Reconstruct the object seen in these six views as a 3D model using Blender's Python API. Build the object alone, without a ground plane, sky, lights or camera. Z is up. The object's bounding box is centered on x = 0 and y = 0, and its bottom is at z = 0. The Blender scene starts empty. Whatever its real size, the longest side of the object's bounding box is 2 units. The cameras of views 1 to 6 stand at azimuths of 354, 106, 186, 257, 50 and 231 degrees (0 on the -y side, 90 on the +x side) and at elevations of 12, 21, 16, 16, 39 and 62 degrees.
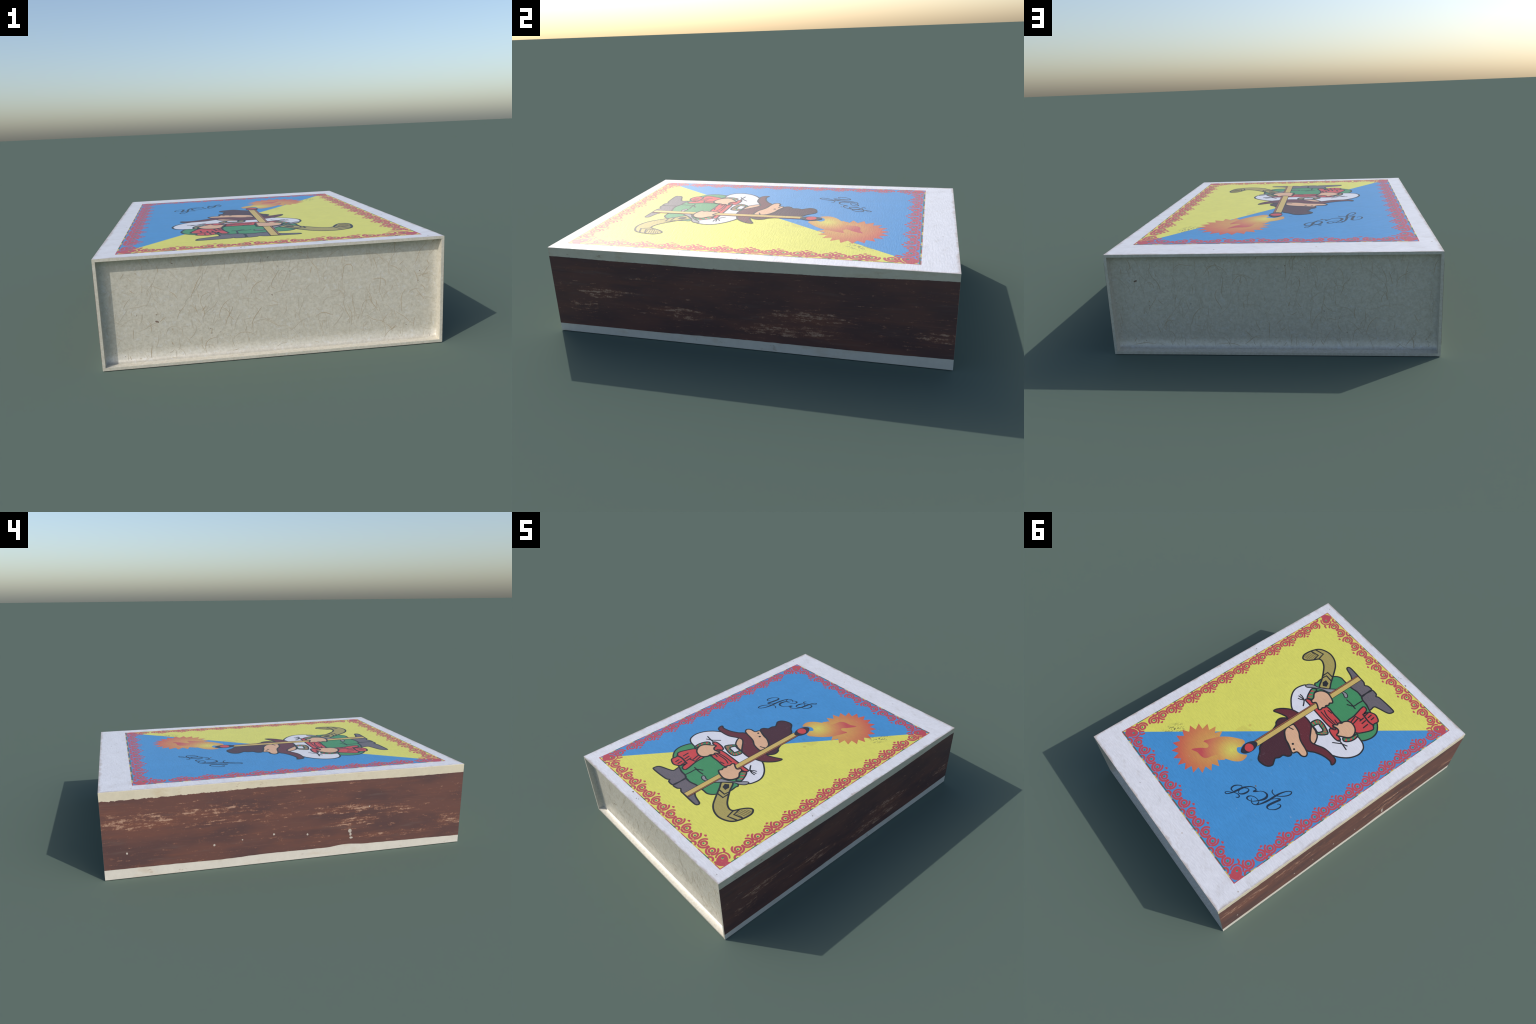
"""A closed cardboard matchbox lying flat: an open-ended sleeve wrapped round a
drawer, a brown striking strip down each long side, and a printed label on top
(blue / yellow field split on the diagonal, red folk border, a plain villager
figure holding a big burning match, three script letters)."""
import bpy, math, random
from mathutils import Vector, noise
from mathutils.geometry import tessellate_polygon

random.seed(7)
noise.seed_set(7)

# ------------------------------------------------------------------ sizes (m)
HALF_X, HALF_Y = 0.7258, 1.0
TOP = 0.4698              # sleeve top; the ink layers sit on it
WALL = 0.0120             # board thickness seen at the open ends
RECESS = 0.037            # how far the drawer ends lie inside the sleeve
SOFT, SOFT_SIDE = 0.058, 0.030   # bands of the drawer end that bend into floor and walls
INK = 0.00010             # one ink layer

# ------------------------------------------------------------------ materials
def lin(c):
    c /= 255.0
    return c / 12.92 if c <= 0.04045 else ((c + 0.055) / 1.055) ** 2.4


def tone(r, g, b):
    """Print colour as it looks on the lit top face -> base colour."""
    gain = (0.845, 0.875, 0.98)
    return tuple(max(0.006, (lin(v) - 0.022) / k) for v, k in zip((r, g, b), gain)) + (1.0,)


class Nodes:
    """Tiny helper for building node trees."""

    def __init__(self, name, rough=0.41, spec=0.78, sheen=0.15):
        self.mat = bpy.data.materials.new(name)
        self.mat.use_nodes = True
        self.t = self.mat.node_tree
        self.bsdf = self.t.nodes["Principled BSDF"]
        self.bsdf.inputs["Roughness"].default_value = rough
        self.bsdf.inputs["Specular IOR Level"].default_value = spec
        self.bsdf.inputs["Metallic"].default_value = sheen     # glazed paper: the glare takes the ink's tint
        self.co = self.t.nodes.new("ShaderNodeTexCoord").outputs["Object"]

    def put(self, sock, val):
        if isinstance(val, bpy.types.NodeSocket):
            self.t.links.new(val, sock)
        else:
            sock.default_value = val

    def mapped(self, scale, loc=(0, 0, 0), rot=(0, 0, 0)):
        n = self.t.nodes.new("ShaderNodeMapping")
        self.put(n.inputs["Vector"], self.co)
        n.inputs["Scale"].default_value = scale
        n.inputs["Location"].default_value = loc
        n.inputs["Rotation"].default_value = rot
        return n.outputs[0]

    def noise(self, scale=1.0, detail=2.0, rough=0.5, vec=None, distort=0.0):
        n = self.t.nodes.new("ShaderNodeTexNoise")
        self.put(n.inputs["Vector"], vec if vec is not None else self.co)
        n.inputs["Scale"].default_value = scale
        n.inputs["Detail"].default_value = detail
        n.inputs["Roughness"].default_value = rough
        n.inputs["Distortion"].default_value = distort
        return n.outputs["Fac"]

    def voronoi(self, scale, vec=None):
        n = self.t.nodes.new("ShaderNodeTexVoronoi")
        self.put(n.inputs["Vector"], vec if vec is not None else self.co)
        n.inputs["Scale"].default_value = scale
        return n.outputs["Distance"], n.outputs["Color"]

    def math(self, op, a, b=0.0, c=0.0, clamp=False):
        n = self.t.nodes.new("ShaderNodeMath")
        n.operation = op
        n.use_clamp = clamp
        for s, v in zip(n.inputs, (a, b, c)):
            self.put(s, v)
        return n.outputs[0]

    def step(self, v, lo, hi, to_lo=0.0, to_hi=1.0):
        n = self.t.nodes.new("ShaderNodeMapRange")
        n.interpolation_type = "SMOOTHSTEP"
        self.put(n.inputs["Value"], v)
        for k, x in zip(("From Min", "From Max", "To Min", "To Max"), (lo, hi, to_lo, to_hi)):
            n.inputs[k].default_value = x
        return n.outputs["Result"]

    def xyz(self):
        n = self.t.nodes.new("ShaderNodeSeparateXYZ")
        self.put(n.inputs[0], self.co)
        return n.outputs

    def mix(self, fac, a, b, blend="MIX"):
        n = self.t.nodes.new("ShaderNodeMix")
        n.data_type, n.blend_type = "RGBA", blend
        self.put(n.inputs["Factor"], fac)
        self.put(n.inputs["A"], a)
        self.put(n.inputs["B"], b)
        return n.outputs["Result"]

    def near(self, x, y, z=None, stretch=(1, 1, 1)):
        """Distance of the shaded point to a place on the object."""
        m = self.t.nodes.new("ShaderNodeVectorMath")
        m.operation = "SUBTRACT"
        self.put(m.inputs[0], self.co)
        m.inputs[1].default_value = (x, y, TOP if z is None else z)
        s = self.t.nodes.new("ShaderNodeVectorMath")
        s.operation = "MULTIPLY"
        self.put(s.inputs[0], m.outputs[0])
        s.inputs[1].default_value = stretch
        d = self.t.nodes.new("ShaderNodeVectorMath")
        d.operation = "LENGTH"
        self.put(d.inputs[0], s.outputs[0])
        return d.outputs["Value"]

    def bump(self, height, strength, dist=0.002):
        n = self.t.nodes.new("ShaderNodeBump")
        n.inputs["Strength"].default_value = strength
        n.inputs["Distance"].default_value = dist
        self.put(n.inputs["Height"], height)
        self.put(self.bsdf.inputs["Normal"], n.outputs[0])

    def colour(self, c):
        self.put(self.bsdf.inputs["Base Color"], c)
        return self.mat


def paper_finish(N, colour, grain=0.07, speck=0.5):
    """Fibrous paper tooth, faint mottling and sparse pale rubbed specks."""
    fibre = N.noise(1.0, 4, 0.6, N.mapped((30, 125, 60)))
    cloud = N.noise(9, 3, 0.55)
    fine = N.noise(240, 2, 0.5)
    shade = N.math("ADD", N.math("MULTIPLY", N.math("SUBTRACT", fibre, 0.5), 2.6),
                   N.math("ADD", N.math("SUBTRACT", cloud, 0.5), N.math("MULTIPLY", N.math("SUBTRACT", fine, 0.5), 0.8)))
    light = N.math("MULTIPLY_ADD", shade, grain * 1.6, 1.0)
    col = N.mix(1.0, colour, light, "MULTIPLY")
    rubbed = N.math("MULTIPLY", N.step(N.noise(1.0, 3, 0.6, N.mapped((34, 60, 40), (3, 1, 0))), 0.66, 0.76), speck * 0.55)
    col = N.mix(rubbed, col, tone(196, 200, 212))
    N.bump(N.math("ADD", fibre, N.math("MULTIPLY", fine, 0.3)), 0.38, 0.003)
    return col


def ink(name, rgb, rough=0.41, grain=0.06, speck=0.35):
    N = Nodes(name, rough)
    return N.colour(paper_finish(N, tone(*rgb), grain, speck))


def dark_ink(name, rgb):
    N = Nodes(name, 0.41)
    return N.colour(paper_finish(N, tone(*rgb), 0.05, 0.12))


def speckled_ink(name, rgb, other, amount):
    """Half-tone printed colour: fine grain of a second hue."""
    N = Nodes(name, 0.41)
    dots = N.step(N.noise(170, 2, 0.6), 0.48, 0.66)
    col = N.mix(N.math("MULTIPLY", dots, amount), tone(*rgb), tone(*other))
    return N.colour(paper_finish(N, col, 0.06, 0.2))


def dirt_ring(N, width):
    """Grime rubbed into the rim of the top face."""
    x, y, z = N.xyz()
    ex = N.math("SUBTRACT", HALF_X, N.math("ABSOLUTE", x))
    ey = N.math("SUBTRACT", HALF_Y, N.math("ABSOLUTE", y))
    edge = N.math("MINIMUM", ex, ey)
    ragged = N.math("ADD", edge, N.math("MULTIPLY", N.math("SUBTRACT", N.noise(14, 4, 0.65), 0.42), width * 2.2))
    return N.step(ragged, width, 0.0)


def top_paper():
    N = Nodes("white_label_paper", 0.41)
    base = tone(209, 211, 224)
    col = paper_finish(N, base, 0.085, 0.0)
    grime = N.noise(1.0, 5, 0.7, N.mapped((11, 20, 10)))
    col = N.mix(N.math("MULTIPLY", N.step(grime, 0.50, 0.72), 0.26), col, tone(172, 167, 167))
    col = N.mix(N.math("MULTIPLY", dirt_ring(N, 0.019), 0.7), col, tone(158, 142, 132))
    d, c = N.voronoi(13)
    spot = N.math("MULTIPLY", N.step(d, 0.085, 0.03), N.step(N.noise(4, 1), 0.46, 0.56))
    col = N.mix(N.math("MULTIPLY", spot, 0.6), col, tone(140, 118, 96))
    return N.colour(col)


def side_paper(name, base, stain, amount):
    """Flap paper beside the striking strips: the upper flap is yellowed and
    thumb-stained, the lower one cleaner."""
    N = Nodes(name, 0.5)
    mottle = N.noise(24, 4, 0.65)
    fine = N.noise(150, 2, 0.6)
    light = N.math("ADD", N.math("MULTIPLY_ADD", N.math("SUBTRACT", mottle, 0.5), 0.22, 1.0), N.math("MULTIPLY", N.math("SUBTRACT", fine, 0.5), 0.10))
    col = N.mix(1.0, tone(*base), light, "MULTIPLY")
    col = N.mix(N.math("MULTIPLY", N.step(N.noise(1.0, 4, 0.65, N.mapped((9, 6, 16))), 0.5, 0.70), amount), col, tone(*stain))
    spot = N.step(N.noise(1.0, 3, 0.6, N.mapped((20, 16, 34), (5, 2, 1))), 0.66, 0.74)
    col = N.mix(N.math("MULTIPLY", spot, amount), col, tone(142, 116, 92))
    N.bump(fine, 0.2, 0.001)
    return N.colour(col)


def board():
    N = Nodes("raw_grey_cardboard", 0.42, 0.7, 0.2)
    cloud = N.noise(62, 4, 0.65)
    fleck = N.noise(110, 3, 0.6)
    col = N.mix(N.step(cloud, 0.35, 0.65), (0.540, 0.508, 0.422, 1), (0.615, 0.580, 0.488, 1))
    col = N.mix(N.math("MULTIPLY", N.step(fleck, 0.5, 0.66), 0.45), col, (0.470, 0.412, 0.308, 1))
    col = N.mix(N.math("MULTIPLY", N.step(N.noise(70, 3, 0.6, N.mapped((1, 1, 1), (4, 4, 4))), 0.55, 0.7), 0.5), col, (0.635, 0.632, 0.605, 1))
    dot = N.step(N.noise(46, 2, 0.5, N.mapped((1, 1, 1), (9, 3, 2))), 0.735, 0.77)
    col = N.mix(N.math("MULTIPLY", dot, 0.45), col, (0.24, 0.2, 0.17, 1))
    N.bump(N.noise(120, 3), 0.12, 0.001)
    return N.colour(col)


def striker(name, band):
    """Red-brown striking compound, dragged lengthwise and scratched pale by
    strikes; `band` lists (y, z, reach_y, reach_z, strength) of the worn places."""
    N = Nodes(name, 0.55, 0.4)
    drag = N.noise(1.0, 4, 0.6, N.mapped((1, 2.2, 18)))
    cloud = N.noise(1.0, 3, 0.55, N.mapped((1, 3.0, 9), (0, 4, 2)))
    fine = N.noise(1.0, 3, 0.6, N.mapped((1, 22, 170)))
    col = N.mix(N.step(cloud, 0.36, 0.64), (0.100, 0.053, 0.051, 1), (0.143, 0.066, 0.055, 1))
    col = N.mix(N.math("MULTIPLY", N.step(drag, 0.5, 0.7), 0.6), col, (0.172, 0.072, 0.053, 1))
    col = N.mix(N.math("MULTIPLY", N.step(N.noise(1.0, 4, 0.6, N.mapped((1, 3.5, 34), (2, 1, 7))), 0.58, 0.74), 0.45), col, (0.150, 0.105, 0.092, 1))
    worn = 0.0
    for y, z, ry, rz, k in band:
        d = N.near(HALF_X, y, z, (0, 1 / ry, 1 / rz))
        worn = N.math("MAXIMUM", worn, N.math("MULTIPLY", N.step(d, 1.0, 0.25), k))
    patch = N.noise(1.0, 3, 0.65, N.mapped((1, 11, 105), (3, 3, 3)))
    clump = N.noise(1.0, 3, 0.6, N.mapped((1, 32, 56), (8, 1, 5)))
    dashes = N.noise(1.0, 2, 0.6, N.mapped((1, 110, 210), (1, 6, 2)))
    hit = N.math("ADD", N.math("MULTIPLY", patch, 0.62), N.math("MULTIPLY", clump, 0.38))
    hit = N.math("ADD", hit, N.math("MULTIPLY", worn, 0.15))
    hit = N.math("ADD", hit, N.math("MULTIPLY", N.math("SUBTRACT", dashes, 0.5), 0.26))
    halo = N.math("MULTIPLY", N.step(worn, 0.1, 0.9), N.step(drag, 0.35, 0.6))
    col = N.mix(N.math("MULTIPLY", halo, 0.45), col, (0.195, 0.076, 0.053, 1))
    col = N.mix(N.math("MULTIPLY", N.step(hit, 0.565, 0.66), 0.6), col, (0.255, 0.108, 0.068, 1))
    col = N.mix(N.math("MULTIPLY", N.step(hit, 0.63, 0.73), 0.88), col, (0.47, 0.295, 0.21, 1))
    thread = N.noise(1.0, 3, 0.6, N.mapped((1, 2.6, 190), (5, 2, 9)))
    thread = N.math("MULTIPLY", N.step(thread, 0.60, 0.72), N.step(N.noise(1.0, 2, 0.5, N.mapped((1, 3, 7), (1, 1, 3))), 0.42, 0.62))
    col = N.mix(N.math("MULTIPLY", thread, 0.22), col, (0.33, 0.17, 0.115, 1))
    grit = N.step(N.noise(120, 2, 0.6), 0.68, 0.78)
    col = N.mix(N.math("MULTIPLY", grit, 0.32), col, (0.30, 0.24, 0.21, 1))
    N.bump(N.math("ADD", N.math("MULTIPLY", fine, 0.6), drag), 0.25, 0.002)
    return N.colour(col)


def yellow_field_ink():
    N = Nodes("yellow_ink", 0.41)
    col = paper_finish(N, tone(206, 205, 101), 0.07, 0.28)
    # soot-like smear beside the burst and a few dried drops
    grain = N.step(N.noise(1.0, 3, 0.65, N.mapped((95, 70, 60))), 0.49, 0.60)
    smear = N.math("MULTIPLY", N.step(N.near(0.450, 0.560, stretch=(1.5, 1, 0)), 0.105, 0.05), grain)
    col = N.mix(N.math("MULTIPLY", smear, 0.95), col, tone(112, 108, 70))
    for x, y, r, k in ((0.185, 0.118, 0.013, 0.6), (0.180, 0.190, 0.045, 0.3), (0.150, 0.150, 0.02, 0.35), (0.105, 0.205, 0.03, 0.25)):
        d = N.math("ADD", N.near(x, y, stretch=(1, 1, 0)), N.math("MULTIPLY", N.math("SUBTRACT", N.noise(30, 3), 0.5), r))
        col = N.mix(N.math("MULTIPLY", N.step(d, r, r * 0.7), k), col, tone(186, 170, 84))
    return N.colour(col)


def blue_field_ink():
    N = Nodes("blue_ink", 0.41)
    col = paper_finish(N, tone(74, 138, 198), 0.085, 0.30)
    for x, y, r, k in ((0.000, 0.300, 0.014, 0.5), (0.125, 0.170, 0.015, 0.35), (-0.035, 0.270, 0.012, 0.4)):
        col = N.mix(N.math("MULTIPLY", N.step(N.near(x, y, stretch=(1, 1, 0)), r, r * 0.6), k), col, tone(72, 122, 158))
    return N.colour(col)


def gradient_ink(name, x, y, reach, near_c, mid_c, far_c):
    N = Nodes(name, 0.41)
    d = N.near(x, y, stretch=(1, 1, 0))
    ramp = N.t.nodes.new("ShaderNodeValToRGB")
    N.put(ramp.inputs[0], N.math("DIVIDE", d, reach))
    e = ramp.color_ramp.elements
    e[0].position, e[0].color = 0.0, tone(*near_c)
    e[1].position, e[1].color = 1.0, tone(*far_c)
    m = e.new(0.5)
    m.color = tone(*mid_c)
    return N.colour(paper_finish(N, ramp.outputs[0], 0.07, 0.25))


def flat(name, rgba, rough=0.55):
    N = Nodes(name, rough)
    v = N.noise(60, 2)
    return N.colour(N.mix(1.0, rgba, N.math("MULTIPLY_ADD", N.math("SUBTRACT", v, 0.5), 0.3, 1.0), "MULTIPLY"))


M = {
    "top": top_paper(), "side": side_paper("cream_upper_flap", (201, 195, 182), (186, 170, 144), 0.6), "side_low": side_paper("white_lower_flap", (206, 203, 202), (192, 176, 160), 0.4), "board": board(),
    "yellow": yellow_field_ink(), "blue": blue_field_ink(),
    "red": ink("border_red_ink", (177, 78, 88)), "dot": ink("green_dot_ink", (72, 132, 98)),
    "dash_green": ink("green_dash_ink", (70, 112, 84)), "dash_yellow": ink("yellow_dash_ink", (200, 186, 96)),
    "line": dark_ink("outline_ink", (52, 51, 51)), "letter": dark_ink("lettering_ink", (44, 58, 76)),
    "white": ink("white_shirt_ink", (206, 208, 223), grain=0.05, speck=0), "skin": ink("skin_ink", (206, 166, 138)),
    "brown": speckled_ink("brown_fur_ink", (99, 52, 55), (106, 62, 70), 0.6), "hat": speckled_ink("dark_hat_ink", (76, 51, 54), (92, 62, 74), 0.5),
    "sash": ink("red_sash_ink", (190, 74, 74)), "green": ink("green_cloth_ink", (72, 137, 95)),
    "boot": speckled_ink("grey_boot_ink", (100, 97, 104), (122, 104, 112), 0.7),
    "wood": ink("match_wood_ink", (192, 168, 101)), "wood_side": ink("match_side_ink", (152, 94, 68)),
    "steel": ink("grey_blade_ink", (138, 138, 146)), "ochre": speckled_ink("ochre_stick_ink", (162, 151, 90), (150, 134, 90), 0.7),
    "coal": dark_ink("match_head_ink", (56, 56, 63)), "ember": ink("match_core_ink", (189, 74, 76)),
    "flame": gradient_ink("flame_ink", 0.100, 0.325, 0.20, (202, 198, 98), (196, 142, 88), (184, 82, 86)),
    "burst": gradient_ink("burst_ink", 0.190, 0.400, 0.27, (198, 164, 90), (194, 134, 84), (188, 84, 80)),
    "fibre": flat("tan_fibre", (0.475, 0.375, 0.250, 1)), "fibre_pale": flat("pale_fibre", (0.515, 0.452, 0.345, 1)), "bark": flat("dark_fleck", (0.20, 0.135, 0.10, 1)),
    "chip": flat("pale_chip", (0.52, 0.46, 0.40, 1)), "stain": flat("brown_stain", (0.17, 0.13, 0.10, 1)),
    "strike_lit": striker("striking_compound", [(0.80, 0.30, 0.32, 0.075, 0.9), (0.45, 0.33, 0.45, 0.045, 0.75), (0.30, 0.27, 0.6, 0.05, 0.45), (-0.30, 0.265, 0.40, 0.035, 0.85),
                                                (-0.62, 0.235, 0.16, 0.05, 0.8), (-0.35, 0.19, 0.22, 0.05, 0.7), (-0.60, 0.10, 0.40, 0.025, 0.6), (-0.93, 0.15, 0.13, 0.06, 0.8)]),
    "strike_shade": striker("striking_compound_b", [(-0.72, 0.24, 0.20, 0.05, 0.8), (-0.85, 0.155, 0.25, 0.05, 0.6), (-0.30, 0.165, 0.28, 0.05, 0.75), (0.35, 0.20, 0.34, 0.05, 0.85),
                                                     (0.25, 0.12, 0.42, 0.05, 0.8), (0.92, 0.16, 0.13, 0.05, 0.8), (-0.45, 0.33, 0.14, 0.02, 0.6)]),
}

# ------------------------------------------------------------------ objects
scene = bpy.context.scene.collection


def add(name, mesh, parent, mats=()):
    o = bpy.data.objects.new(name, mesh)
    for m in mats:
        mesh.materials.append(M[m])
    scene.objects.link(o)
    o.parent = parent
    return o


root = bpy.data.objects.new("matchbox", None)
scene.objects.link(root)
root["label"] = "cardboard matchbox with blue and yellow printed label"
root["category"] = "matchbox"

# ------------------------------------------------------------------ 2D tools
def spline(pts, closed=True, n=7):
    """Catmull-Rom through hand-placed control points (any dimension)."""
    out, k = [], len(pts)
    for i in range(k if closed else k - 1):
        get = (lambda j: pts[j % k]) if closed else (lambda j: pts[min(max(j, 0), k - 1)])
        p0, p1, p2, p3 = get(i - 1), get(i), get(i + 1), get(i + 2)
        for s in range(n):
            t = s / n
            out.append(tuple(0.5 * (2 * b + (c - a) * t + (2 * a - 5 * b + 4 * c - d) * t * t + (3 * b - a - 3 * c + d) * t ** 3)
                             for a, b, c, d in zip(p0, p1, p2, p3)))
    if not closed:
        out.append(tuple(pts[-1]))
    return out


class Sheet:
    """Collects thin printed shapes (each a low prism of ink) into one mesh.
    Every shape gets a height of its own so that overprints never coincide."""
    made = 0

    def __init__(self):
        self.v, self.f, self.m = [], [], []

    def height(self, level):
        Sheet.made += 1
        return TOP + INK * (level + (Sheet.made % 90) * 0.01)

    def fill(self, poly, level, mat=0):
        area = sum(a[0] * b[1] - b[0] * a[1] for a, b in zip(poly, poly[1:] + poly[:1]))
        if area < 0:
            poly = poly[::-1]
        z, k, s = self.height(level), len(poly), len(self.v)
        self.v += [(p[0], p[1], z) for p in poly] + [(p[0], p[1], TOP - INK) for p in poly]
        for tri in tessellate_polygon([[Vector((p[0], p[1], 0)) for p in poly]]):
            a, b, c = (poly[i] for i in tri)
            up = (b[0] - a[0]) * (c[1] - a[1]) - (b[1] - a[1]) * (c[0] - a[0]) > 0
            self.f.append([s + i for i in (tri if up else tri[::-1])])
            self.m.append(mat)
        for i in range(k):
            j = (i + 1) % k
            self.f.append([s + k + i, s + k + j, s + j, s + i])
            self.m.append(mat)

    def stroke(self, pts, width, level, closed=False, mat=0):
        """Pen line; pts may carry their own width as a third value."""
        k, left, right = len(pts), [], []
        if not closed:                                    # rounded pen ends
            pts = list(pts)
            for end, nxt in ((0, 1), (-1, -2)):
                p, q = pts[end], pts[nxt]
                w = (p[2] if len(p) > 2 else width)
                d = math.hypot(p[0] - q[0], p[1] - q[1]) or 1.0
                ux, uy = (p[0] - q[0]) / d, (p[1] - q[1]) / d
                cap = [(p[0] + ux * w / 2 * f, p[1] + uy * w / 2 * f, w * math.sqrt(max(1 - f * f, 0.01))) for f in (0.4, 0.75, 0.95)]
                pts = cap[::-1] + pts if end == 0 else pts + cap
            k = len(pts)
        for i, p in enumerate(pts):
            a = pts[(i - 1) % k] if closed else pts[max(i - 1, 0)]
            b = pts[(i + 1) % k] if closed else pts[min(i + 1, k - 1)]
            dx, dy = b[0] - a[0], b[1] - a[1]
            n = math.hypot(dx, dy) or 1.0
            w = (p[2] if len(p) > 2 else width) / 2
            left.append((p[0] - dy / n * w, p[1] + dx / n * w))
            right.append((p[0] + dy / n * w, p[1] - dx / n * w))
        z0, s = self.height(level), len(self.v)
        for i, (l, r) in enumerate(zip(left, right)):
            z = z0 + (0 if closed else INK * 0.004 * i)     # a crossing pen line passes over itself
            self.v += [(*l, z), (*r, z), (*l, TOP), (*r, TOP)]
        for i in range(k if closed else k - 1):
            a, b = s + 4 * i, s + 4 * ((i + 1) % k)
            for q in ([a, a + 1, b + 1, b], [a, b, b + 2, a + 2], [a + 1, a + 3, b + 3, b + 1]):
                self.f.append(q)
                self.m.append(mat)

    def disc(self, x, y, r, level, mat=0, n=28, ry=None, turn=0.0):
        ry = r if ry is None else ry
        c, s = math.cos(turn), math.sin(turn)
        pts = [(math.cos(i * math.tau / n) * r, math.sin(i * math.tau / n) * ry) for i in range(n)]
        self.fill([(x + a * c - b * s, y + a * s + b * c) for a, b in pts], level, mat)

    def arc(self, x, y, r0, r1, a0, a1, level, mat=0, n=22, round_ends=True):
        """Curved bar between radii r0 and r1, angles in degrees."""
        w, mid = r1 - r0, (r0 + r1) / 2
        full = abs(a1 - a0) >= 359.9
        ang = [math.radians(a0 + (a1 - a0) * i / n) for i in range(n if full else n + 1)]
        self.stroke([(x + mid * math.cos(t), y + mid * math.sin(t), w) for t in ang], w, level, closed=full, mat=mat) if (full or round_ends) else \
            self.fill([(x + r1 * math.cos(t), y + r1 * math.sin(t)) for t in ang] + [(x + r0 * math.cos(t), y + r0 * math.sin(t)) for t in ang[::-1]], level, mat)

    def mesh(self, name):
        me = bpy.data.meshes.new(name)
        me.from_pydata(self.v, [], self.f)
        me.polygons.foreach_set("material_index", self.m)
        me.update()
        return me


# ------------------------------------------------------------------ sleeve
def build_sleeve():
    ch = 0.0008
    a, h, t = HALF_X, TOP, WALL
    outer = [(-a + ch, 0), (a - ch, 0), (a, ch), (a, h / 2), (a, h - ch), (a - ch, h), (-a + ch, h), (-a, h - ch), (-a, h / 2), (-a, ch)]
    inner = [(-a + t, t), (a - t, t), (a - t, h - t), (-a + t, h - t)]
    wall_n = [Vector((1, 0, 1)), Vector((-1, 0, 1)), Vector((-1, 0, -1)), Vector((1, 0, -1))]
    V, F, mats, soft = [], [], [], {}
    rows = []
    for i in range(25):                                   # outer skin, cut into rows along y
        y = -HALF_Y + 2 * HALF_Y * i / 24
        rows.append(len(V))
        V += [(x, y, z) for x, z in outer]
    skin = [0, 3, 3, 1, 1, 0, 1, 1, 3, 3]                 # bottom, chamfer, lower and upper flap, chamfer, top ...
    for r0, r1 in zip(rows, rows[1:]):
        for k in range(10):
            F.append([r0 + k, r0 + (k + 1) % 10, r1 + (k + 1) % 10, r1 + k])
            mats.append(skin[k])
    for sgn, row in ((-1, rows[0]), (1, rows[-1])):
        i0 = len(V)
        V += [(x, sgn * HALF_Y, z) for x, z in inner]
        i1 = len(V)
        V += [(x, sgn * (HALF_Y - RECESS), z) for x, z in inner]
        ring = [([row + 0, row + 1], 0, 1), ([row + 2, row + 3, row + 4], 1, 2), ([row + 5, row + 6], 2, 3), ([row + 7, row + 8, row + 9], 3, 0)]
        for out, p, q in ring:                            # cut edge of the board
            F.append([out[0], i0 + p, i0 + q] + out[:0:-1]); mats.append(2)
        for o0, o1, p in ((row + 1, row + 2, 1), (row + 4, row + 5, 2), (row + 6, row + 7, 3), (row + 9, row + 0, 0)):
            F.append([o0, i0 + p, o1]); mats.append(2)
        for p in range(4):                                # inside faces down to the drawer
            q = (p + 1) % 4
            F.append([i0 + p, i1 + p, i1 + q, i0 + q]); mats.append(2)
            soft[len(F) - 1] = (p, sgn)
        # inner lining runs on to the other end, hidden by the drawer
    me = bpy.data.meshes.new("sleeve")
    me.from_pydata(V, [], F)
    me.polygons.foreach_set("material_index", mats)
    me.update()
    # the far half of the faces need the other winding
    import bmesh
    bm = bmesh.new(); bm.from_mesh(me); bm.faces.ensure_lookup_table()
    centre = Vector((0, 0, h / 2))
    for fi, f in enumerate(bm.faces):
        c = f.calc_center_median()
        if fi in soft:
            want = Vector((-c.x if abs(abs(c.x) - (a - t)) < 1e-4 else 0, 0, centre.z - c.z if abs(c.x) < 1e-4 else 0))
        elif abs(abs(c.y) - HALF_Y) < 1e-5:
            want = Vector((0, c.y, 0))
        else:
            want = Vector((c.x if abs(c.z - centre.z) < h / 2 - 2e-3 or abs(c.x) > a - ch else 0, 0, c.z - centre.z))
        if f.normal.dot(want) < 0:
            f.normal_flip()
    bm.to_mesh(me); bm.free()
    # inside walls: shading turns toward the drawer end in the corner
    normals = []
    for poly in me.polygons:
        for li in poly.loop_indices:
            n = Vector(poly.normal)
            if poly.index in soft:
                sgn = soft[poly.index][1]
                v = me.vertices[me.loops[li].vertex_index].co
                deep = abs(abs(v.y) - (HALF_Y - RECESS)) < 1e-5
                lean = (0.42 if n.z > 0.5 else 0.8) if deep else 0.12
                n = (n + Vector((0, sgn * lean, 0))).normalized()
            normals.append(n)
    me.normals_split_custom_set(normals)
    return add("sleeve", me, root, ("top", "side", "board", "side_low"))


sleeve = build_sleeve()


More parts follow.
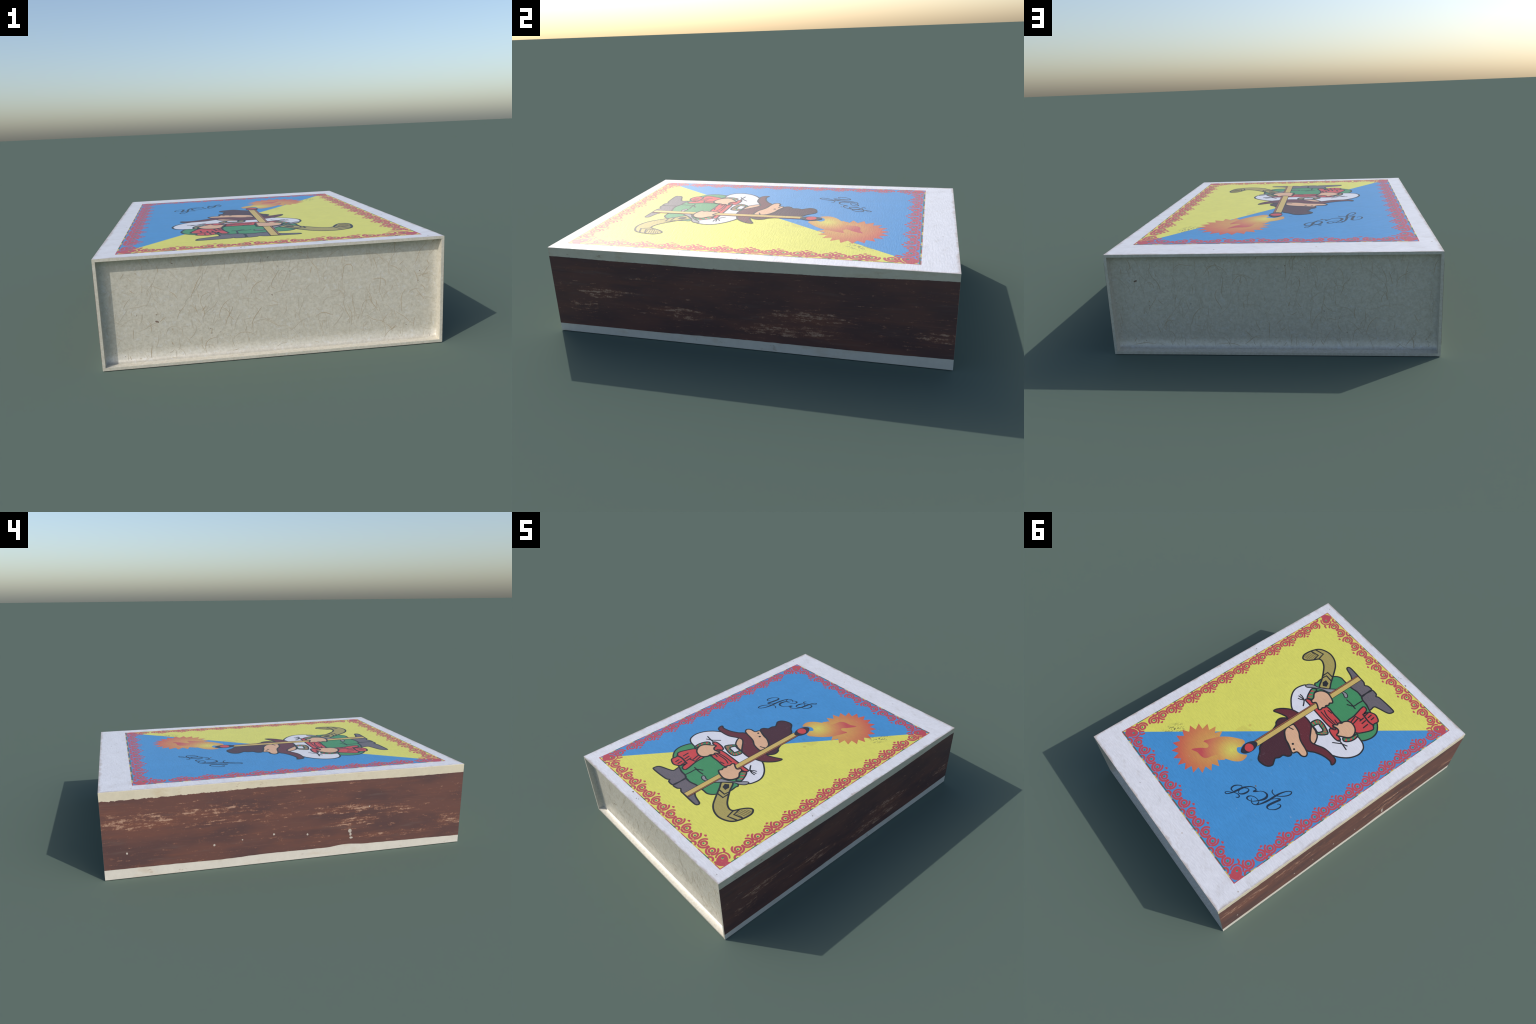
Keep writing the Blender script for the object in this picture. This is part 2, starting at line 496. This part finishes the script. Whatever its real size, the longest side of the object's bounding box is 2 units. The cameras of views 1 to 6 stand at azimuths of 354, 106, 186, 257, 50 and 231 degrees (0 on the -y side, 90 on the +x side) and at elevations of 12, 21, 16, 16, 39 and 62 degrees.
# ------------------------------------------------------------------ drawer
def build_drawer():
    """Closed tray: two end panels whose rims shade softly into the walls."""
    x1, z0, z1 = HALF_X - WALL, WALL, TOP - WALL
    xs = [-x1, -x1 + SOFT_SIDE, x1 - SOFT_SIDE, x1]
    zs = [z0, z0 + SOFT * 0.32, z0 + SOFT, z1 - SOFT_SIDE, z1]
    tilt_z, tilt_x = (2.2, 0.36, 0, 0, -0.8), (0.8, 0, 0, -0.55)
    V, F, want = [], [], []
    for sgn in (-1, 1):
        s, y = len(V), sgn * (HALF_Y - RECESS)
        for j, z in enumerate(zs):
            for i, x in enumerate(xs):
                V.append((x, y, z))
                want.append(Vector((tilt_x[i], sgn, tilt_z[j])).normalized())
        for j in range(4):
            for i in range(3):
                q = [s + 4 * j + i, s + 4 * j + i + 1, s + 4 * j + i + 5, s + 4 * j + i + 4]
                F.append(q if sgn < 0 else q[::-1])
    ends = len(F)
    # tray body between the ends, a hair smaller than the sleeve
    g, s = 0.002, len(V)
    for y in (-(HALF_Y - RECESS - 0.001), HALF_Y - RECESS - 0.001):
        V += [(-x1 + g, y, z0 + g), (x1 - g, y, z0 + g), (x1 - g, y, z1 - g), (-x1 + g, y, z1 - g)]
    for k in range(4):
        F.append([s + k, s + 4 + k, s + 4 + (k + 1) % 4, s + (k + 1) % 4][::-1])
    me = bpy.data.meshes.new("drawer")
    me.from_pydata(V, [], F)
    me.update()
    normals = []
    for poly in me.polygons:
        for li in poly.loop_indices:
            vi = me.loops[li].vertex_index
            normals.append(want[vi] if poly.index < ends else Vector(poly.normal))
    me.normals_split_custom_set(normals)
    return add("drawer", me, root, ("board",))


drawer = build_drawer()


def build_fibres():
    """Curly plant fibres and bark flecks pressed into the drawer's end board."""
    V, F, mi = [], [], []
    x1, z0, z1 = HALF_X - WALL - 0.004, WALL + 0.004, TOP - WALL - 0.004
    for sgn in (-1, 1):
        rng = random.Random(40 + sgn)
        y = sgn * (HALF_Y - RECESS + 0.0004)

        def ribbon(path, w, mat):
            path = [p for p in path if abs(p[0]) < x1 and z0 < p[1] < z1]
            if len(path) < 3:
                return
            s, k = len(V), len(path)
            yy = y + sgn * 2e-7 * (s % 997)               # no two fibres share a plane
            for i, p in enumerate(path):
                a, b = path[max(i - 1, 0)], path[min(i + 1, k - 1)]
                d = math.hypot(b[0] - a[0], b[1] - a[1]) or 1
                ww = w * (0.35 + 0.65 * math.sin(math.pi * (i + 0.5) / k)) / 2
                nx, nz = -(b[1] - a[1]) / d * ww, (b[0] - a[0]) / d * ww
                V.append((p[0] + nx, yy, p[1] + nz)); V.append((p[0] - nx, yy, p[1] - nz))
            for i in range(k - 1):
                q = [s + 2 * i, s + 2 * i + 1, s + 2 * i + 3, s + 2 * i + 2]
                F.append(q); mi.append(mat)

        for _ in range(420):
            x, z = rng.uniform(-x1, x1), rng.uniform(z0, z1)
            ang = rng.gauss(math.pi / 2, 0.40) if rng.random() < 0.7 else rng.uniform(0, math.pi)
            bend = rng.gauss(0, 0.10)
            n = rng.choice((4, 5, 6, 8, 10, 14, 18))
            path = []
            for i in range(n):
                path.append((x, z))
                x, z = x + 0.0062 * math.cos(ang), z + 0.0062 * math.sin(ang)
                bend += rng.gauss(0, 0.08)
                bend *= 0.8
                ang += bend
            ribbon(path, rng.uniform(0.0010, 0.0025), 0 if rng.random() < 0.33 else 1)
        for _ in range(26):
            x, z, ang, l = rng.uniform(-x1, x1), rng.uniform(z0, z1), rng.uniform(0, 3.1), rng.uniform(0.001, 0.0026)
            ribbon([(x + i * l * math.cos(ang), z + i * l * math.sin(ang)) for i in range(4)], rng.uniform(0.0015, 0.0035), 2 if rng.random() < 0.5 else 0)
        bx = -0.50 if sgn < 0 else 0.60
        ribbon([(bx + i * 0.0035, 0.185 + (0.0 if sgn < 0 else 0.155) - i * 0.0015) for i in range(5)], 0.008, 2)
    me = bpy.data.meshes.new("board_fibres")
    me.from_pydata(V, [], F)
    me.polygons.foreach_set("material_index", mi)
    me.update()
    o = add("board_fibre", me, drawer, ("fibre", "fibre_pale", "bark"))
    o["kind"] = "stuff"


build_fibres()

# ------------------------------------------------------------------ striking strips
def along(table, y):
    for (y0, z0), (y1, z1) in zip(table, table[1:]):
        if y <= y1:
            t = (y - y0) / (y1 - y0)
            t = t * t * (3 - 2 * t)
            return z0 + (z1 - z0) * t
    return table[-1][1]


def build_strip(side, top_edge, low_edge, ragged, mat):
    V, F = [], []
    n, m = 420, 24
    x0, x1 = side * (HALF_X - 0.001), side * (HALF_X + 0.0008)
    for i in range(n + 1):
        y = -HALF_Y + 0.0004 + (2 * HALF_Y - 0.0008) * i / n
        rough = 0.0012 + ragged * max(0.0, min(1.0, (y - 0.05) * 2))
        zt = along(top_edge, y) + rough * (noise.noise((y * 34, side * 3, 1)) + 0.7 * noise.noise((y * 110, 5, side)))
        zl = along(low_edge, y) + 0.0012 * noise.noise((y * 26, side * 7, 4))
        for j in range(m + 1):
            z = zl + (zt - zl) * j / m
            chip = 0.0
            if ragged and y > 0.9:                        # corner of the compound knocked off
                chip = 0.020 * max(0.0, 1 - abs(z - 0.335) / 0.075) * (y - 0.9) / 0.1
            V.append((x1, y - chip, z))
        V.append((x0, y, zl)); V.append((x0, y, zt))
    w = m + 3
    for i in range(n):
        a, b = i * w, (i + 1) * w
        quads = [[a + j, b + j, b + j + 1, a + j + 1] for j in range(m)]
        quads += [[a + m + 1, b + m + 1, b, a], [a + m, b + m, b + m + 2, a + m + 2]]
        F += quads if side > 0 else [q[::-1] for q in quads]
    for a in (0, n * w):
        F.append([a + j for j in range(m + 1)] + [a + m + 2, a + m + 1])
    me = bpy.data.meshes.new("striking_strip")
    me.from_pydata(V, [], F)
    me.update()
    return add("striking_strip", me, root, (mat,))


strip_lit = build_strip(-1, [(-1, .4236), (-.71, .4222), (-.22, .4282), (.18, .4304), (.476, .426), (.744, .4229), (1, .422)],
                        [(-1, .0425), (-.736, .0468), (-.43, .0515), (-.30, .0605), (-.184, .0515), (.146, .0544), (.391, .0489), (.705, .0526), (1, .0545)], 0.0042, "strike_lit")
build_strip(1, [(-1, .4229), (-.56, .417), (-.08, .412), (.362, .4165), (1, .4322)],
            [(-1, .0442), (-.505, .045), (.085, .0504), (.62, .0505), (1, .0547)], 0.0, "strike_shade")


def build_chips():
    """Pale paper chips where the compound has flaked off."""
    base = [(math.cos(i * math.tau / 10), math.sin(i * math.tau / 10)) for i in range(10)]
    for k, (y, z, ry, rz) in enumerate(((.882, .137, .005, .006), (.433, .134, .006, .006), (.282, .148, .004, .004), (.109, .161, .006, .006), (-.079, .141, .005, .006),
                                        (-.436, .27, .004, .004), (-.325, .137, .010, .011), (-.329, .117, .006, .010), (-.333, .096, .010, .006))):
        x = -HALF_X - 0.0012
        V = [(x, y + c * ry * (1 + .3 * noise.noise((k, c, s))), z + s * rz * (1 + .3 * noise.noise((k, s, c + 4)))) for c, s in base]
        V += [(x + 0.0008, v[1], v[2]) for v in V]
        F = [list(range(10))[::-1]] + [[i, (i + 1) % 10, 10 + (i + 1) % 10, 10 + i] for i in range(10)]
        me = bpy.data.meshes.new("paper_chip")
        me.from_pydata(V, [], F)
        me.update()
        add("paper_chip", me, strip_lit, ("chip",))


build_chips()

# ------------------------------------------------------------------ printed label
LBL = {"bl": (-0.6415, -0.9345), "br": (0.6537, -0.9340), "tr": (0.6475, 0.8341), "tl": (-0.6460, 0.8323)}
label = Sheet()
label.fill([LBL["bl"], LBL["br"], LBL["tr"]], 1, 0)
label.fill([LBL["bl"], LBL["tr"], LBL["tl"]], 1, 1)
printed_label = add("printed_label", label.mesh("printed_label"), root, ("yellow", "blue"))


def edge_frame(p, q):
    d = Vector(q) - Vector(p)
    L = d.length
    d /= L
    return Vector(p), d, Vector((-d.y, d.x)), L      # counter-clockwise walk: inward is on the left


EDGES = {k: edge_frame(LBL[k[:2]], LBL[k[2:]]) for k in ("blbr", "brtr", "trtl", "tlbl")}


def rosette(mirror):
    """Ring with a green eye between two curved bars."""
    s, g = Sheet(), (lambda a: 180 - a) if mirror else (lambda a: a)
    s.arc(0, 0, 0.0108, 0.0234, 0, 360, 2, 0, 30)
    s.arc(0, 0.003, 0.0255, 0.0376, g(-46), g(66), 2, 0)
    s.arc(0, 0, 0.0262, 0.0388, g(172), g(295), 2, 0)
    s.disc(-0.002 if mirror else 0.002, -0.001, 0.0062, 2, 1, 16)
    return s.mesh("border_rosette")


def arch():
    s = Sheet()
    s.arc(0, 0.0035, 0.0112, 0.0246, 6, 174, 2, 0)
    return s.mesh("border_arch")


def tick():
    s = Sheet()
    s.fill(spline([(-0.0105, 0.0900), (-0.003, 0.0995), (0.004, 0.0995), (0.0105, 0.0900), (0.004, 0.0865), (-0.004, 0.0865)], n=4), 2)
    return s.mesh("border_tick")


def corner_rose():
    """Overprinted tangle of rings that fills each corner (points to +x +y)."""
    s = Sheet()
    s.arc(0.003, 0.003, 0.0100, 0.0270, 0, 360, 2, 0, 34)
    s.arc(-0.008, -0.008, 0.0120, 0.0325, 0, 360, 2, 0, 34)
    s.arc(-0.004, -0.004, 0.0350, 0.0480, 166, 284, 2, 0)
    s.arc(0.004, 0.004, 0.0315, 0.0420, -46, 30, 2, 0)
    s.arc(0.004, 0.004, 0.0315, 0.0420, 60, 136, 2, 0)
    s.stroke(spline([(0.032, 0.032), (0.043, 0.039), (0.046, 0.056)], False, 4), 0.012, 2)
    s.disc(0.003, 0.003, 0.0062, 4, 1, 16)
    return s.mesh("border_corner_rose")


ROS_A, ROS_B, ARCH, TICK, ROSE = rosette(False), rosette(True), arch(), tick(), corner_rose()
for me in (ROS_A, ROS_B, ROSE):
    me.materials.append(M["red"]); me.materials.append(M["dot"])
for me in (ARCH, TICK):
    me.materials.append(M["red"])


def stamp(name, mesh, edge, s, inward=0.0):
    p, d, n, L = EDGES[edge]
    o = bpy.data.objects.new(name, mesh)
    c = p + d * s + n * inward
    o.location = (c.x, c.y, 0)
    o.rotation_euler = (0, 0, math.atan2(d.y, d.x))
    scene.objects.link(o)
    o.parent = printed_label


def border(edge, first, period, gap, count, head_b, tail_a):
    """Run of paired rosettes: A and B = A + gap, an arch and a tick between
    them; a lone B opens the run and a lone A closes it at the corners."""
    ins = 0.0505
    for k in range(count):
        a = first + k * period
        stamp("border_rosette", ROS_A, edge, a, ins)
        stamp("border_rosette", ROS_B, edge, a + gap, ins)
        stamp("border_arch", ARCH, edge, a + gap / 2)
        stamp("border_tick", TICK, edge, a + gap / 2)
    stamp("border_rosette", ROS_B, edge, head_b, ins)
    stamp("border_arch", ARCH, edge, head_b - gap * 0.5)
    stamp("border_rosette", ROS_A, edge, tail_a, ins)
    stamp("border_arch", ARCH, edge, tail_a + gap * 0.5)
    return [first + k * period for k in range(-1, count + 1)]


RUNS = {
    "brtr": border("brtr", -0.7055 + 0.934, 0.1387, 0.0737, 10, -0.7731 + 0.934, 0.7035 + 0.934),
    "tlbl": border("tlbl", 0.8323 - 0.6063, 0.1387, 0.0740, 10, 0.8323 - 0.6934, 0.8323 + 0.8030),
    "blbr": border("blbr", 0.6415 - 0.4316, 0.1582, 0.0845, 6, 0.6415 - 0.5051, 0.6415 + 0.5176),
    "trtl": border("trtl", 0.6475 - 0.4407, 0.1582, 0.0865, 6, 0.6475 - 0.5121, 0.6475 + 0.5074),
}
for key, (dx, dy) in {"bl": (1, 1), "br": (-1, 1), "tr": (-1, -1), "tl": (1, -1)}.items():
    o = bpy.data.objects.new("border_corner_rose", ROSE)
    o.location = (LBL[key][0] + dx * 0.053, LBL[key][1] + dy * 0.058, 0)
    o.rotation_euler = (0, 0, math.atan2(dy, dx) - math.pi / 4)
    scene.objects.link(o)
    o.parent = printed_label

# tricolour hairline round the label: red, green, yellow dashes
dash = Sheet()
for edge, starts in RUNS.items():
    p, d, n, L = EDGES[edge]
    step = (starts[1] - starts[0]) / 3

    def bar(s0, s1, off, mat):
        s0, s1 = max(s0, 0.0), min(s1, L)
        if s1 - s0 > 0.004:
            w = 0.0055
            q = [p + d * s0 + n * off, p + d * s1 + n * off, p + d * s1 + n * (off + w), p + d * s0 + n * (off + w)]
            dash.fill([(c.x, c.y) for c in q], 3 + mat, mat)

    shift = 0.0025 if edge == "trtl" else 0.0
    for a in starts:
        bar(a - 0.012 - step, a - 0.012, 0.0, 0)
        bar(a - 0.012 - step * (1 if shift else 0), a - 0.012 + step, shift * 1.6, 1)
        bar(a - 0.012 + step, a - 0.016 + 2 * step, 0.0, 2)
    bar(0.0, 0.048, 0.0, 0)
    bar(L - 0.048, L, 0.0, 0)
add("border_hairline", dash.mesh("border_hairline"), printed_label, ("red", "dash_green", "dash_yellow"))

# ------------------------------------------------------------------ burning match
burst = Sheet()
burst.fill([(0.237 + r * math.cos(math.radians(6.3 + 9 * i)), 0.482 + r * math.sin(math.radians(6.3 + 9 * i)))
            for i in range(40) for r in ((0.1885, 0.1452)[i % 2],)], 2)
add("flame_burst", burst.mesh("flame_burst"), printed_label, ("burst",))


def mm(pts):
    return [tuple(c / 1000.0 for c in p) for p in pts]


def shape(name, pts, level, mat, parent=None, curved=True, outline=0.0100, n=5):
    """One flat colour area of the print with its pen outline."""
    s = Sheet()
    poly = spline(mm(pts), True, n) if curved else mm(pts)
    s.fill(poly, level, 0)
    if outline:
        s.stroke(poly, outline, level + 1, True, 1)
    return add(name, s.mesh(name), parent or printed_label, (mat, "line") if outline else (mat,))


shape("flame", [(97, 225), (119, 222), (141, 237), (184, 273), (220, 315), (240, 351), (256, 395), (267, 438), (240, 430), (216, 432), (212, 451), (240, 488), (262, 536), (222, 518),
                (182, 514), (158, 504), (145, 484), (136, 444), (123, 418), (107, 417), (88, 441), (74, 401), (33, 372), (4, 340), (-5, 307), (10, 270), (37, 294), (63, 305),
                (85, 299), (95, 286), (84, 264), (91, 244)], 3, "flame", outline=0)

# ------------------------------------------------------------------ villager figure (plain stand-in)
# Layers run from back to front; points in millimetres on the top face.
shape("curved_stick", [(428, -521), (443, -551), (438, -609), (419, -659), (382, -686), (331, -699), (277, -689), (232, -662), (197, -623), (165, -581), (131, -536), (102, -500),
                       (126, -474), (156, -454), (198, -511), (253, -571), (288, -599), (324, -612), (349, -603), (365, -569), (385, -536), (408, -516)], 5, "ochre", outline=0.0110)
shape("trousers", [(186, -437), (195, -467), (200, -508), (188, -552), (168, -588), (150, -611), (123, -626), (87, -626), (20, -627), (-37, -639), (-83, -637), (-108, -623),
                   (-152, -619), (-211, -603), (-281, -591), (-331, -563), (-368, -515), (-371, -452), (-337, -394), (-223, -393), (52, -385)], 3, "green")
shape("boot", [(164, -711), (168, -725), (151, -735), (102, -735), (40, -732), (2, -730), (-22, -717), (-41, -731), (-82, -731), (-80, -683), (-81, -638), (-35, -640), (20, -628),
               (52, -640), (60, -668), (88, -688), (114, -697), (145, -704)], 2, "boot", n=4)
shape("boot", [(-82, -731), (-127, -733), (-139, -718), (-157, -729), (-205, -734), (-291, -736), (-307, -725), (-293, -693), (-229, -668), (-197, -650), (-200, -608), (-155, -620),
               (-108, -624), (-81, -638), (-80, -683)], 2, "boot", n=4)
shape("shirt", [(118, -187), (163, -211), (199, -239), (228, -275), (241, -311), (239, -350), (223, -389), (169, -412), (105, -400), (9, -385), (-111, -375), (-241, -350), (-290, -350),
                (-306, -400), (-345, -402), (-380, -392), (-408, -366), (-419, -310), (-392, -240), (-323, -178), (-200, -135), (-18, -150)], 5, "white")
shape("sash_tail", [(-176, -430), (-172, -494), (-151, -589), (-186, -592), (-200, -552), (-206, -588), (-240, -612), (-268, -612), (-304, -593), (-302, -551), (-331, -524), (-313, -464),
                    (-282, -415), (-212, -420)], 5, "sash", n=3)
shape("sash", [(127, -306), (124, -325), (98, -336), (28, -345), (-7, -391), (-81, -389), (-153, -386), (-171, -348), (-165, -304), (19, -303), (77, -305)], 7, "sash", n=3)
shape("sash_knot", [(-155, -293), (-173, -328), (-205, -334), (-222, -305), (-258, -298), (-264, -281), (-236, -271), (-179, -276)], 7, "sash")
cuff_shapes = [[(129, -327), (143, -338), (162, -370), (174, -405), (147, -424), (137, -394), (107, -363), (106, -344)],
               [(-260, -320), (-285, -349), (-292, -386), (-293, -412), (-308, -408), (-315, -371), (-306, -332), (-284, -307)]]
for pts in cuff_shapes:
    shape("cuff", pts, 7, "green", n=3)
shape("shirt_collar", [(-43, -218), (-49, -274), (-91, -284), (-137, -275), (-178, -255), (-139, -198), (-100, -212)], 6, "green", n=3)
shape("collar_opening", [(-74, -218), (-79, -254), (-101, -254), (-139, -246), (-128, -211), (-99, -214)], 7, "white", n=3)
shape("neck", [(-64, -207), (-98, -208), (-141, -195), (-167, -168), (-182, -137), (-164, -126), (-134, -138), (-91, -178)], 6, "skin")
shape("fur_collar", [(183, -77), (184, -101), (162, -141), (121, -181), (77, -200), (22, -218), (-27, -218), (-61, -208), (-95, -177), (-133, -141), (-163, -128), (-200, -142), (-250, -168),
                     (-310, -176), (-358, -172), (-376, -150), (-373, -128), (-345, -138), (-288, -126), (-235, -98), (-195, -66), (-107, -60), (18, -90), (84, -117), (119, -109), (153, -92)], 7, "brown")
shape("face", [(17, -48), (22, -112), (-4, -119), (-53, -109), (-92, -86), (-130, -74), (-176, -66), (-212, -54), (-224, -32), (-205, -13), (-165, -8), (-150, 22), (-88, 5), (-36, -10)], 9.5, "skin")
shape("hat", [(19, 151), (-20, 188), (-59, 229), (-102, 228), (-136, 210), (-147, 182), (-133, 159), (-118, 136), (-129, 111), (-130, 81), (-157, 58), (-153, 29), (-88, 3), (-35, -8),
              (14, -40), (50, -90), (79, -113), (103, -92), (111, -64), (100, -34), (76, -6)], 9.5, "hat")
shape("knife_blade", [(220, -381), (219, -407), (192, -431), (153, -448), (110, -488), (73, -531), (66, -518), (75, -481), (120, -458), (163, -426), (200, -385)], 8, "steel", outline=0.007)
shape("knife_blade", [(27, -549), (22, -564), (-3, -569), (-24, -559), (-26, -543), (-10, -541), (9, -549)], 8, "steel", outline=0.007)
shape("match_stick", [(64, -727), (28, -727), (24, 175), (60, 168)], 12, "wood", curved=False, outline=0.0035)
shape("match_edge", [(72, -728), (64, -727), (60, 168), (70, 174)], 12, "wood_side", curved=False, outline=0.0025)
shape("hand", [(99, -339), (107, -363), (134, -392), (129, -429), (109, -453), (75, -466), (32, -460), (2, -447), (-1, -436), (7, -423), (-1, -408), (6, -391), (-1, -374), (7, -361),
               (3, -341), (13, -331), (45, -346), (68, -350), (80, -332)], 14, "skin", outline=0.0105)
shape("hand", [(-148, -323), (-149, -340), (-161, -354), (-153, -368), (-167, -384), (-167, -405), (-182, -429), (-207, -441), (-244, -435), (-273, -414), (-290, -378), (-280, -347),
               (-249, -319), (-221, -298), (-211, -321), (-194, -333), (-172, -332)], 14, "skin", outline=0.0105)
shape("match_head", [(50, 288), (68, 276), (86, 242), (85, 203), (69, 171), (46, 162), (29, 175), (15, 210), (17, 248), (29, 276)], 14, "coal", outline=0)
shape("match_core", [(64, 250), (79, 229), (73, 208), (51, 197), (29, 203), (18, 224), (23, 244), (43, 255)], 16, "ember", outline=0)


def teeth(outer, inner, count, level):
    """Red wedges embroidered on a green band between two edge curves."""
    s = Sheet()

    def at(path, t):
        f = t * (len(path) - 1)
        i = min(int(f), len(path) - 2)
        return tuple(a + (b - a) * (f - i) for a, b in zip(path[i], path[i + 1]))

    for k in range(count):
        t0, t1, t2 = k / count, (k + 0.5) / count, (k + 0.62) / count
        s.fill([at(outer, t0 + 0.01), at(outer, t2), at(inner, t1)], level)
    return s


for outer, inner, count, level in (
        ([(128, -331), (145, -343), (161, -372), (170, -404)], [(109, -350), (112, -364), (139, -394), (147, -419)], 3, 8),
        ([(-285, -310), (-305, -335), (-312, -371), (-306, -405)], [(-265, -323), (-287, -350), (-294, -384), (-294, -408)], 3, 8),
        ([(-46, -224), (-51, -272), (-91, -281), (-136, -272), (-173, -254), (-150, -214)], [(-72, -222), (-77, -256), (-101, -257), (-142, -249), (-142, -240), (-128, -214)], 9, 7)):
    add("embroidery", teeth(mm(outer), mm(inner), count, level).mesh("embroidery"), printed_label, ("sash",))

# pen lines: folds, ties, seams and bands
pen = Sheet()
for pts, w, level in (
        ([(-42, -537), (-82, -539), (-131, -536)], 7, 5), ([(-73, -514), (-108, -540), (-110, -580), (-112, -617)], 7, 5),
        ([(132, -300), (161, -307), (183, -306)], 6, 9), ([(132, -300), (156, -296), (180, -291)], 6, 9), ([(132, -300), (147, -285), (166, -275)], 6, 9), ([(132, -300), (114, -283), (98, -265)], 7, 9),
        ([(-14, -331), (-83, -329), (-143, -335)], 6, 9), ([(-19, -356), (-65, -344), (-146, -347)], 6, 9), ([(-120, -365), (-147, -360)], 6, 9), ([(-33, -377), (-64, -382)], 6, 9),
        ([(-195, -448), (-183, -487)], 7, 7), ([(-216, -448), (-205, -494)], 7, 7), ([(-171, -494), (-219, -508)], 7, 7), ([(-227, -497), (-223, -531)], 7, 7), ([(-251, -495), (-247, -529)], 7, 7),
        ([(-199, -548), (-268, -540), (-308, -548)], 9, 7), ([(-215, -553), (-211, -582)], 7, 7), ([(-240, -560), (-236, -590)], 7, 7), ([(-265, -565), (-262, -590)], 7, 7),
        ([(-282, -480), (-278, -520)], 7, 7), ([(-248, -240), (-270, -262), (-292, -283)], 6, 9), ([(-258, -286), (-295, -284), (-342, -277)], 7, 9), ([(-295, -284), (-325, -300)], 6, 9),
        ([(217, -537), (218, -579), (167, -581)], 8, 8), ([(204, -519), (200, -554), (147, -553)], 8, 8), ([(424, -639), (365, -658), (349, -603)], 8, 8), ([(432, -604), (378, -622), (366, -576)], 8, 8),
        ([(18, -80), (-12, -92)], 6, 11.5), ([(383, -609), (420, -600)], 3, 8), ([(378, -596), (430, -583)], 3, 8), ([(378, -584), (434, -569)], 3, 8), ([(380, -570), (434, -556)], 3, 8),
        ([(388, -556), (432, -545)], 3, 8), ([(396, -543), (428, -534)], 3, 8)):
    pts = mm(pts)
    sharp = len(pts) == 3 and w == 8            # bent chevrons keep their corner
    w *= 1.3 if w > 4 else 1.0
    pen.stroke(pts if sharp else spline(pts, False, 5), w / 1000.0, level)
    if sharp:
        pen.disc(*pts[1], w / 2000.0, level, n=10)
pen.fill(mm([(173, -527), (140, -523), (127, -494), (148, -477), (173, -496)]), 8)
pen.disc(-0.100, -0.022, 0.008, 11.5)
pen.disc(-0.137, -0.004, 0.0075, 11.5)
add("pen_line", pen.mesh("pen_line"), printed_label, ("line",))

# ------------------------------------------------------------------ script lettering (U, S, F in Cyrillic)
LETTERS = (
    ("letter_u", [[(-389, 322, 3.1), (-395, 313, 3.1), (-409, 312, 5.7), (-415, 326, 6.6), (-411, 352, 5.7), (-400, 370, 4.0), (-385, 385, 3.5), (-368, 387, 8.8), (-361, 373, 11.0), (-365, 339, 11.4),
                   (-371, 308, 11.0), (-374, 292, 11.0), (-366, 291, 6.6), (-352, 308, 3.1), (-338, 335, 2.2)],
                  [(-261, 429, 2.6), (-273, 440, 4.0), (-293, 444, 4.4), (-311, 433, 4.8), (-323, 408, 6.6), (-331, 374, 9.7), (-335, 337, 10.1), (-336, 296, 10.1), (-341, 257, 7.5), (-352, 224, 4.8),
                   (-364, 206, 4.4), (-376, 201, 5.7), (-383, 216, 5.7), (-377, 241, 5.3), (-362, 267, 4.4), (-345, 287, 3.5), (-326, 299, 3.5), (-306, 300, 4.8), (-296, 294, 5.3), (-291, 286, 3.1)]]),
    ("letter_s", [[(-228, 388, 9.0), (-232, 380, 13.0), (-238, 374, 8.0), (-246, 365, 3.5), (-256, 349, 3.1), (-276, 336, 5.7), (-298, 335, 9.7), (-310, 351, 12.3), (-309, 374, 10.6), (-297, 405, 5.7),
                   (-280, 434, 3.5), (-260, 449, 4.0), (-241, 451, 7.9), (-236, 437, 7.0), (-245, 420, 4.0), (-266, 406, 3.5), (-289, 402, 3.1), (-307, 406, 4.0), (-313, 422, 8.0)]]),
    ("letter_f", [[(-149, 504, 2.2), (-135, 517, 3.1), (-126, 531, 4.0), (-129, 539, 4.8), (-141, 534, 4.4), (-150, 515, 5.7), (-157, 488, 8.8), (-162, 455, 11.0), (-167, 427, 9.7), (-178, 403, 6.6),
                   (-189, 385, 4.8), (-207, 371, 4.4), (-226, 369, 6.6)],
                  [(-148, 492, 2.6), (-133, 494, 6.6), (-123, 483, 7.5), (-123, 462, 6.6), (-135, 441, 4.8), (-148, 429, 4.0), (-159, 430, 3.5), (-165, 442, 4.4), (-169, 460, 3.5), (-179, 471, 3.5),
                   (-193, 466, 5.3), (-204, 448, 8.8), (-208, 425, 8.8), (-203, 408, 5.7), (-189, 408, 3.1), (-174, 422, 2.6)],
                  [(-160, 493, 3.1), (-178, 482, 4.0), (-197, 479, 5.3), (-205, 486, 5.7), (-201, 496, 4.4), (-193, 502, 2.2)]]),
)
for name, strokes in LETTERS:
    s = Sheet()
    for k, pts in enumerate(strokes):
        s.stroke([(x, y, w * 1.2 + 0.0008) for x, y, w in spline(mm(pts), False, 6)], 0.004, 3 + k)
    add(name, s.mesh(name), printed_label, ("letter",))

# ------------------------------------------------------------------ stray stains on the print
specks = Sheet()
for x, y, r in ((-0.205, 0.357, 0.007), (-0.195, -0.945, 0.007), (-0.115, -0.955, 0.003), (-0.13, -0.962, 0.004), (0.69, -0.30, 0.004), (0.668, -0.965, 0.003), (-0.66, -0.2, 0.003), (0.25, 0.93, 0.003)):
    specks.fill([(x + r * (1 + 0.4 * noise.noise((x * 9, i, 2))) * math.cos(i * 0.7), y + 0.7 * r * (1 + 0.4 * noise.noise((y * 9, i, 5))) * math.sin(i * 0.7)) for i in range(9)], 3)
o = add("stain", specks.mesh("stain"), printed_label, ("stain",))
o["kind"] = "stuff"
